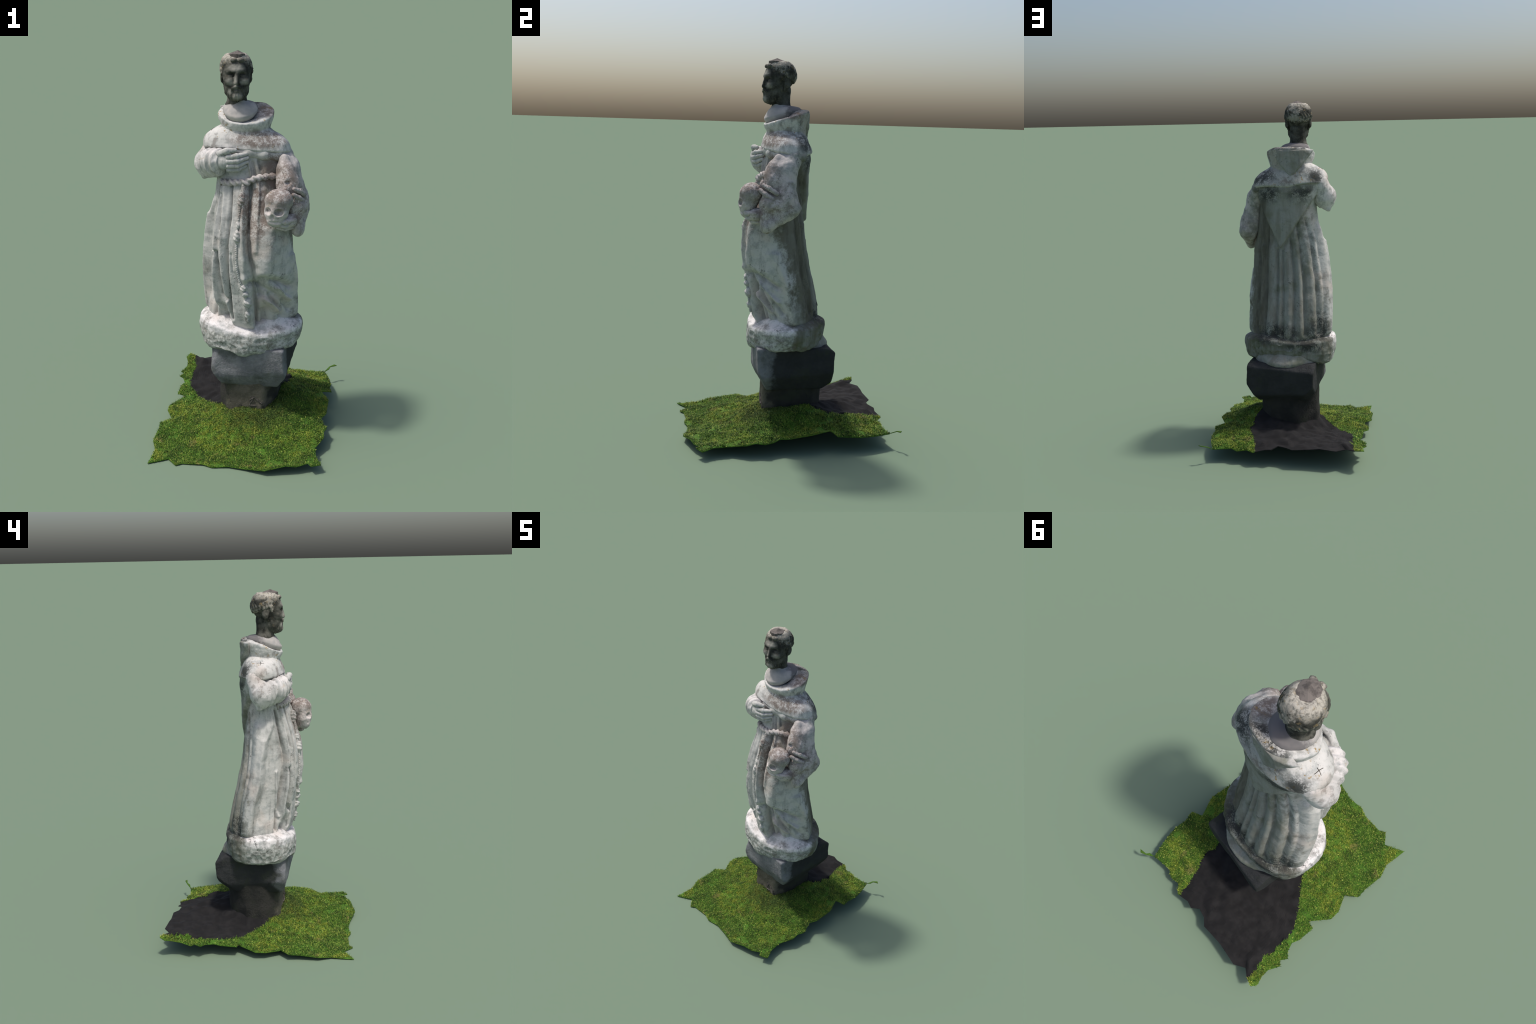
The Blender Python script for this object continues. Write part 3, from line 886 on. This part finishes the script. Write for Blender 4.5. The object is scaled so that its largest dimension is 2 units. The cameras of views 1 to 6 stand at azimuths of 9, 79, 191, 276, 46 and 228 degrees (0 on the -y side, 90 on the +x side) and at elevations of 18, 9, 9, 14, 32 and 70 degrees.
def sd_beard(P):
    q = to_head(P); m = q.copy(); m[:, 0] = np.abs(m[:, 0])
    d = ell(q, (0, -.040, -.078), (.051, .048, .042))
    d = smin(d, ell(q, (0, -.066, -.092), (.032, .022, .018)), .015)
    d = smin(d, cap(m, (.052, -.015, -.035), (.046, -.03, -.075), .012, .012), .012)
    # wavy strands running down from the cheeks to the chin
    a = np.arctan2(q[:, 0], -q[:, 1] - .01) * .07
    d = d - .0020 * np.sin((a + .012 * q[:, 2] / .03 * np.sign(q[:, 0]) * .4) / .0030) * sstep(-.03, -.06, q[:, 2])
    d = smin(d, cap(m, (.002, -.091, -.042), (.020, -.086, -.052), .0065, .006), .003)
    d = smin(d, cap(m, (.020, -.086, -.052), (.030, -.075, -.075), .006, .005), .003)
    d = smax(d, -cap(m, (.0, -.096, -.058), (.015, -.088, -.060), .0055, .004), .004)   # mouth
    d = smin(d, cap(m, (.0, -.087, -.067), (.010, -.085, -.066), .0050, .004), .003)
    return d

def sd_hair(P):
    q = to_head(P); m = q.copy(); m[:, 0] = np.abs(m[:, 0])
    d = ell(q, (0, .016, .034), (.079, .072, .072))
    d = smin(d, ell(q, (0, -.004, .050), (.071, .073, .067)), .02)
    d = smax(d, -plane(q, (0, .060, -.004), (0, .42, 1)), .008)
    d = smax(d, -ell(q, (0, -.088, .012), (.066, .052, .064)), .008)
    d = smin(d, cap(m, (.071, -.018, .030), (.068, -.022, .002), .010, .007), .006)     # locks before the ears
    for c in [(-.015, -.073, .078), (.020, -.071, .078)]:
        d = smin(d, ell(q, c, (.016, .010, .011)), .007)
    a = np.arctan2(q[:, 0], q[:, 1])
    d = d - .0022 * np.sin(a * 26 + 3 * np.sin(q[:, 2] / .012)) * sstep(.06, .02, q[:, 2])
    return smax(d, q[:, 2] - .1035 - .08 * np.maximum(0, -.03 - q[:, 1]), .004)

def sd_ear(P, side):
    m = to_head(P); m[:, 0] *= side
    d = ell(m, (.066, .012, -.008), (.012, .020, .031))
    d = smax(d, -ell(m, (.080, .006, -.002), (.008, .009, .014)), .003)
    return smin(d, cap(m, (.066, .006, -.02), (.058, .0, -.045), .008, .006), .006)

hb = ((-.14, -.16, 1.74), (.08, .07, 2.0))
head = sdf_object("head", sd_face, *hb, .0028, M_HEAD, statue, [(.002, .02, 3, 91), (.0007, .006, 2, 92)])
sdf_object("beard", sd_beard, (-.12, -.16, 1.74), (.06, .04, 1.88), .0022, M_HEAD, head, [(.0012, .008, 2, 93)])
sdf_object("hair", sd_hair, *hb, .0028, M_HAIR, head, [(.0028, .020, 2, 94), (.001, .006, 2, 95)])
for side in (-1, 1):
    sdf_object("ear", lambda P, side=side: sd_ear(P, side), *hb, .0025, M_HEAD, head, [(.001, .01, 2, 96)])

# shallow faceted cone that closes the tonsure
def build_tonsure():
    rng = np.random.default_rng(7); n = 22
    V = [(-.022, -.068, 2.000)]
    for i in range(n):
        a = 2 * math.pi * i / n
        k = 1 + .06 * rng.uniform(-1, 1)
        p = from_head(((.040 * k) * math.sin(a) + .002, -.022 - .044 * k * math.cos(a), .1035 + .0015 * rng.uniform(-1, 1)))[0]
        V.append(tuple(p))
    for i in range(n):
        x, y, z = V[1 + i]
        V.append((x, y, z - .02))
    F = [[0, 1 + i, 1 + (i + 1) % n] for i in range(n)]
    F += [[1 + i, 1 + n + i, 1 + n + (i + 1) % n, 1 + (i + 1) % n] for i in range(n)]
    return V, F
tv, tf = build_tonsure()
make_object("tonsure", tv, tf, M_TONSURE, head, smooth=False)

# =====================================================================
#  RIGHT ARM ACROSS THE CHEST
# =====================================================================
def sd_sleeve_a(P):
    d = tube(P, [(-.160, .010, 1.530, .050), (-.190, -.020, 1.450, .056)], .02)
    d = smin(d, tube(P, [(-.188, -.030, 1.448, .058), (-.140, -.105, 1.468, .062), (-.112, -.128, 1.478, .055)], .02), .025)
    d = smin(d, cap(P, (-.190, -.030, 1.420), (-.206, -.015, 1.372, ), .046, .018), .03)
    d = smin(d, cap(P, (-.19, -.035, 1.40), (-.115, -.115, 1.425), .022, .028), .03)
    # hanging gathers
    along = (P[:, 0] + .25) * .77 - (P[:, 1] + .04) * .64
    d = d - .0045 * np.sin(along / .0052) * sstep(.02, .07, along)
    d = smax(d, plane(P, (-.092, -.150, 1.47), (.80, -.45, -.05)), .008)
    return d
sdf_object("sleeve", sd_sleeve_a, (-.28, -.22, 1.33), (-.04, .09, 1.61), .004, M_SLEEVE, statue, [(.005, .05, 2, 101), (.0008, .012, 2, 102)])

def sd_hand_a(P):
    d = ell(P, (-.072, -.150, 1.478), (.050, .034, .043))
    d = smin(d, tube(P, [(-.10, -.16, 1.515, .017), (-.060, -.172, 1.532, .015), (-.022, -.162, 1.535, .011)], .01), .008)
    return d
hand_a = sdf_object("hand", sd_hand_a, (-.14, -.21, 1.40), (.05, -.08, 1.57), .0032, M_STONE, statue, [(.002, .02, 3, 105)])
FINGERS_A = [
    [(-.055, -.172, 1.503, .0135), (-.015, -.170, 1.508, .0125), (.030, -.145, 1.516, .0095)],
    [(-.055, -.175, 1.481, .0135), (-.010, -.172, 1.484, .0125), (.036, -.143, 1.497, .0095)],
    [(-.055, -.172, 1.459, .0130), (-.010, -.167, 1.461, .0120), (.034, -.140, 1.476, .0092)],
    [(-.055, -.163, 1.439, .0125), (-.012, -.156, 1.440, .0115), (.026, -.136, 1.455, .0090)]]
for pts in FINGERS_A:
    p = np.array(pts)
    sdf_object("finger", lambda P, pts=pts: tube(P, pts, .008), p[:, :3].min(0) - .025, p[:, :3].max(0) + .025, .0026, M_STONE, hand_a, [(.0015, .012, 2, 107)])

# =====================================================================
#  LEFT ARM HOLDING A SKULL AT THE HIP
# =====================================================================
def sd_sleeve_b(P):
    d = tube(P, [(.190, .004, 1.510, .043), (.230, -.050, 1.430, .052), (.262, -.068, 1.300, .055), (.278, -.055, 1.235, .050)], .02)
    d = smin(d, tube(P, [(.272, -.050, 1.27, .054), (.270, -.145, 1.262, .052)], .02), .03)
    d = smin(d, tube(P, [(.286, -.026, 1.238, .036), (.290, -.155, 1.150, .032)], .02), .03)
    d = smin(d, cap(P, (.282, -.168, 1.205), (.286, -.165, 1.145), .032, .024), .02)
    drape = tube(P, [(.205, -.088, 1.484, .024), (.220, -.114, 1.430, .044), (.232, -.132, 1.370, .062)], .02)
    drape = smax(drape, plane(P, (.215, -.168, 1.40), (-.62, -.78, .22)), .010)
    drape = smax(drape, plane(P, (.245, -.172, 1.40), (.42, -.88, .24)), .010)
    d = smin(d, drape, .03)
    d = smax(d, -ell(P, (.238, -.182, 1.386), (.015, .026, .012)), .006)
    d = smax(d, plane(P, (.30, -.02, 1.2), (.35, .6, -.75)) - .024, .02)
    # slack creases of the wide cuff
    for a, b in [((.335, -.06, 1.33), (.325, -.15, 1.26)), ((.345, -.05, 1.24), (.325, -.17, 1.19)), ((.30, -.205, 1.30), (.315, -.19, 1.17))]:
        d = smax(d, -cap(P, a, b, .010, .007), .010)
    return d
sdf_object("sleeve", sd_sleeve_b, (.13, -.25, 1.08), (.36, .09, 1.58), .0045, M_STAINED, statue, [(.006, .05, 3, 111), (.0014, .014, 2, 112)])

def sd_skull(P):
    d = ell(P, (.202, -.225, 1.310), (.069, .059, .055))
    d = smin(d, ell(P, (.192, -.240, 1.258), (.060, .050, .050)), .02)
    d = smin(d, ell(P, (.190, -.242, 1.215), (.044, .040, .032)), .015)
    for c in [(.148, -.284, 1.268), (.212, -.292, 1.264)]:
        d = smax(d, -ell(P, c, (.023, .030, .018)), .004)
    d = smax(d, -ell(P, (.178, -.292, 1.240), (.010, .016, .013)), .004)
    return smax(d, -cap(P, (.150, -.284, 1.212), (.222, -.282, 1.214), .007), .006)
sdf_object("skull", sd_skull, (.11, -.32, 1.17), (.30, -.15, 1.39), .0032, M_STAINED, statue, [(.004, .03, 3, 115), (.001, .008, 2, 116)])

def sd_hand_b(P):
    return smin(ell(P, (.240, -.195, 1.205), (.050, .050, .036)), cap(P, (.275, -.16, 1.24), (.283, -.165, 1.30), .026, .02), .02)
hand_b = sdf_object("hand", sd_hand_b, (.15, -.28, 1.13), (.34, -.10, 1.36), .0035, M_STAINED, statue, [(.002, .02, 3, 118)])
FINGERS_B = [
    [(.276, -.215, 1.214, .014), (.238, -.252, 1.212, .013), (.192, -.262, 1.222, .011)],
    [(.270, -.205, 1.192, .014), (.235, -.238, 1.189, .013), (.195, -.250, 1.197, .011)],
    [(.262, -.190, 1.172, .013), (.230, -.220, 1.170, .012), (.200, -.232, 1.177, .010)],
    [(.305, -.135, 1.290, .014), (.292, -.170, 1.312, .013), (.268, -.192, 1.332, .011)],
    [(.308, -.115, 1.318, .013), (.295, -.150, 1.342, .012), (.270, -.176, 1.356, .010)]]
for pts in FINGERS_B:
    p = np.array(pts)
    sdf_object("finger", lambda P, pts=pts: tube(P, pts, .008), p[:, :3].min(0) - .025, p[:, :3].max(0) + .025, .0028, M_STAINED, hand_b, [(.002, .015, 2, 119)])

# =====================================================================
#  ROPE GIRDLE AND KNOTTED CORD
# =====================================================================
def on_robe(phi_deg, z, out):
    cx, cy, r = robe_radius(np.radians(np.array([phi_deg % 360.0])), np.array([z]))
    a = math.radians(phi_deg)
    return np.array([cx[0] + (r[0] + out) * math.sin(a), cy[0] - (r[0] + out) * math.cos(a), z])

def build_rope(path, radius, pitch, strands=2, bulge=.28, nseg=14):
    path = np.array(path, float)
    seg = np.r_[0, np.cumsum(np.linalg.norm(np.diff(path, axis=0), axis=1))]
    n = int(seg[-1] / .003); s = np.linspace(0, seg[-1], n)
    C = np.column_stack([spline(s, seg, path[:, i]) for i in range(3)])
    Tn = np.gradient(C, axis=0); Tn /= np.linalg.norm(Tn, axis=1, keepdims=True)
    up = np.array([.3, -1, .2]); A = np.cross(Tn, up); A /= np.linalg.norm(A, axis=1, keepdims=True); B = np.cross(Tn, A)
    th = np.linspace(0, 2 * np.pi, nseg * 2, endpoint=False)
    tw = 2 * np.pi * s / pitch
    r = radius * (1 + bulge * np.cos(strands * (th[None, :] - tw[:, None])))
    V = C[:, None, :] + r[..., None] * (np.cos(th)[None, :, None] * A[:, None, :] + np.sin(th)[None, :, None] * B[:, None, :])
    F = grid_faces(n, len(th))
    V = roughen(V.reshape(-1, 3), F, [(.002, .015, 2, 121)])
    m = len(th)
    return V, F.tolist() + [list(range(m))[::-1], [(n - 1) * m + i for i in range(m)]]

belt_path = [on_robe(a, z, .005) for a, z in [(-62, 1.365), (-45, 1.368), (-30, 1.372), (-15, 1.376), (0, 1.380), (10, 1.390), (22, 1.398), (34, 1.402), (46, 1.404), (56, 1.403), (66, 1.400)]]
V, F = build_rope(belt_path, .0145, .062)
make_object("rope_girdle", V, F, M_STAINED, statue)

cord_pts = [(352, 1.375), (351, 1.30), (350, 1.22), (348, 1.13), (348, 1.06), (350, .97), (354, .90), (2, .82), (6, .74), (6, .66)]
V, F = build_rope([on_robe(a, z, .002) for a, z in cord_pts], .0070, .022, bulge=.14)
cord = make_object("knotted_cord", V, F, M_STONE, statue)
KNOTS = [(351, 1.290, .036, .018), (349, 1.115, .036, .019), (350, 1.175, .02, .014), (1, .850, .020, .016), (4, .815, .018, .016), (6, .765, .026, .021), (6, .70, .02, .016)]
for a, z, hh, rr in KNOTS:
    c = on_robe(a, z, .001)
    def sd_knot(P, c=c, hh=hh, rr=rr):
        d = ell(P, c, (rr, rr, hh))
        w = (P[:, 2] - c[2]) * .9 + (P[:, 0] - c[0]) * .5
        return d - .0016 * np.sin(w / .0030)
    sdf_object("knot", sd_knot, c - .05, c + .05, .0028, M_STONE, cord, [(.006, .022, 3, 125)])

# small marks: a cross cut into the shoulder, and scratches on the footing
def stroke_object(name, strokes, r, parent, onto=None):
    pts = []
    for a, b in strokes:
        L = np.linspace(0, 1, 10)[:, None]
        p = np.array(a) * (1 - L) + np.array(b) * L
        if onto is not None:      # lay the stroke on the given surface
            p = np.array([onto[np.argmin(((onto - q) ** 2).sum(1))] for q in p])
            p[1:-1] = (p[:-2] + 2 * p[1:-1] + p[2:]) / 4
        pts.append(p)
    def f(P):
        d = None
        for p in pts:
            for u, v in zip(p[:-1], p[1:]):
                if np.allclose(u, v): continue
                c = cap(P, u, v, r); d = c if d is None else np.minimum(d, c)
        return d
    A = np.vstack(pts)
    return sdf_object(name, f, A.min(0) - .01, A.max(0) + .01, .0018, M_MARK, parent)
stroke_object("carved_cross", [((-.166, -.002, 1.622), (-.166, -.043, 1.616)), ((-.160, -.023, 1.634), (-.172, -.021, 1.593))], .0018, statue, cv)
front = lambda x, z: (x, -.1215 - .12 * (x - .06), z)
stroke_object("scratch_mark", [(front(*a), front(*b)) for a, b in [((.037, .177), (.062, .200)), ((.062, .200), (.109, .167)), ((.062, .198), (.037, .150)),
                                                                ((.043, .202), (.062, .172)), ((.037, .150), (.072, .153))]], .0028, statue)
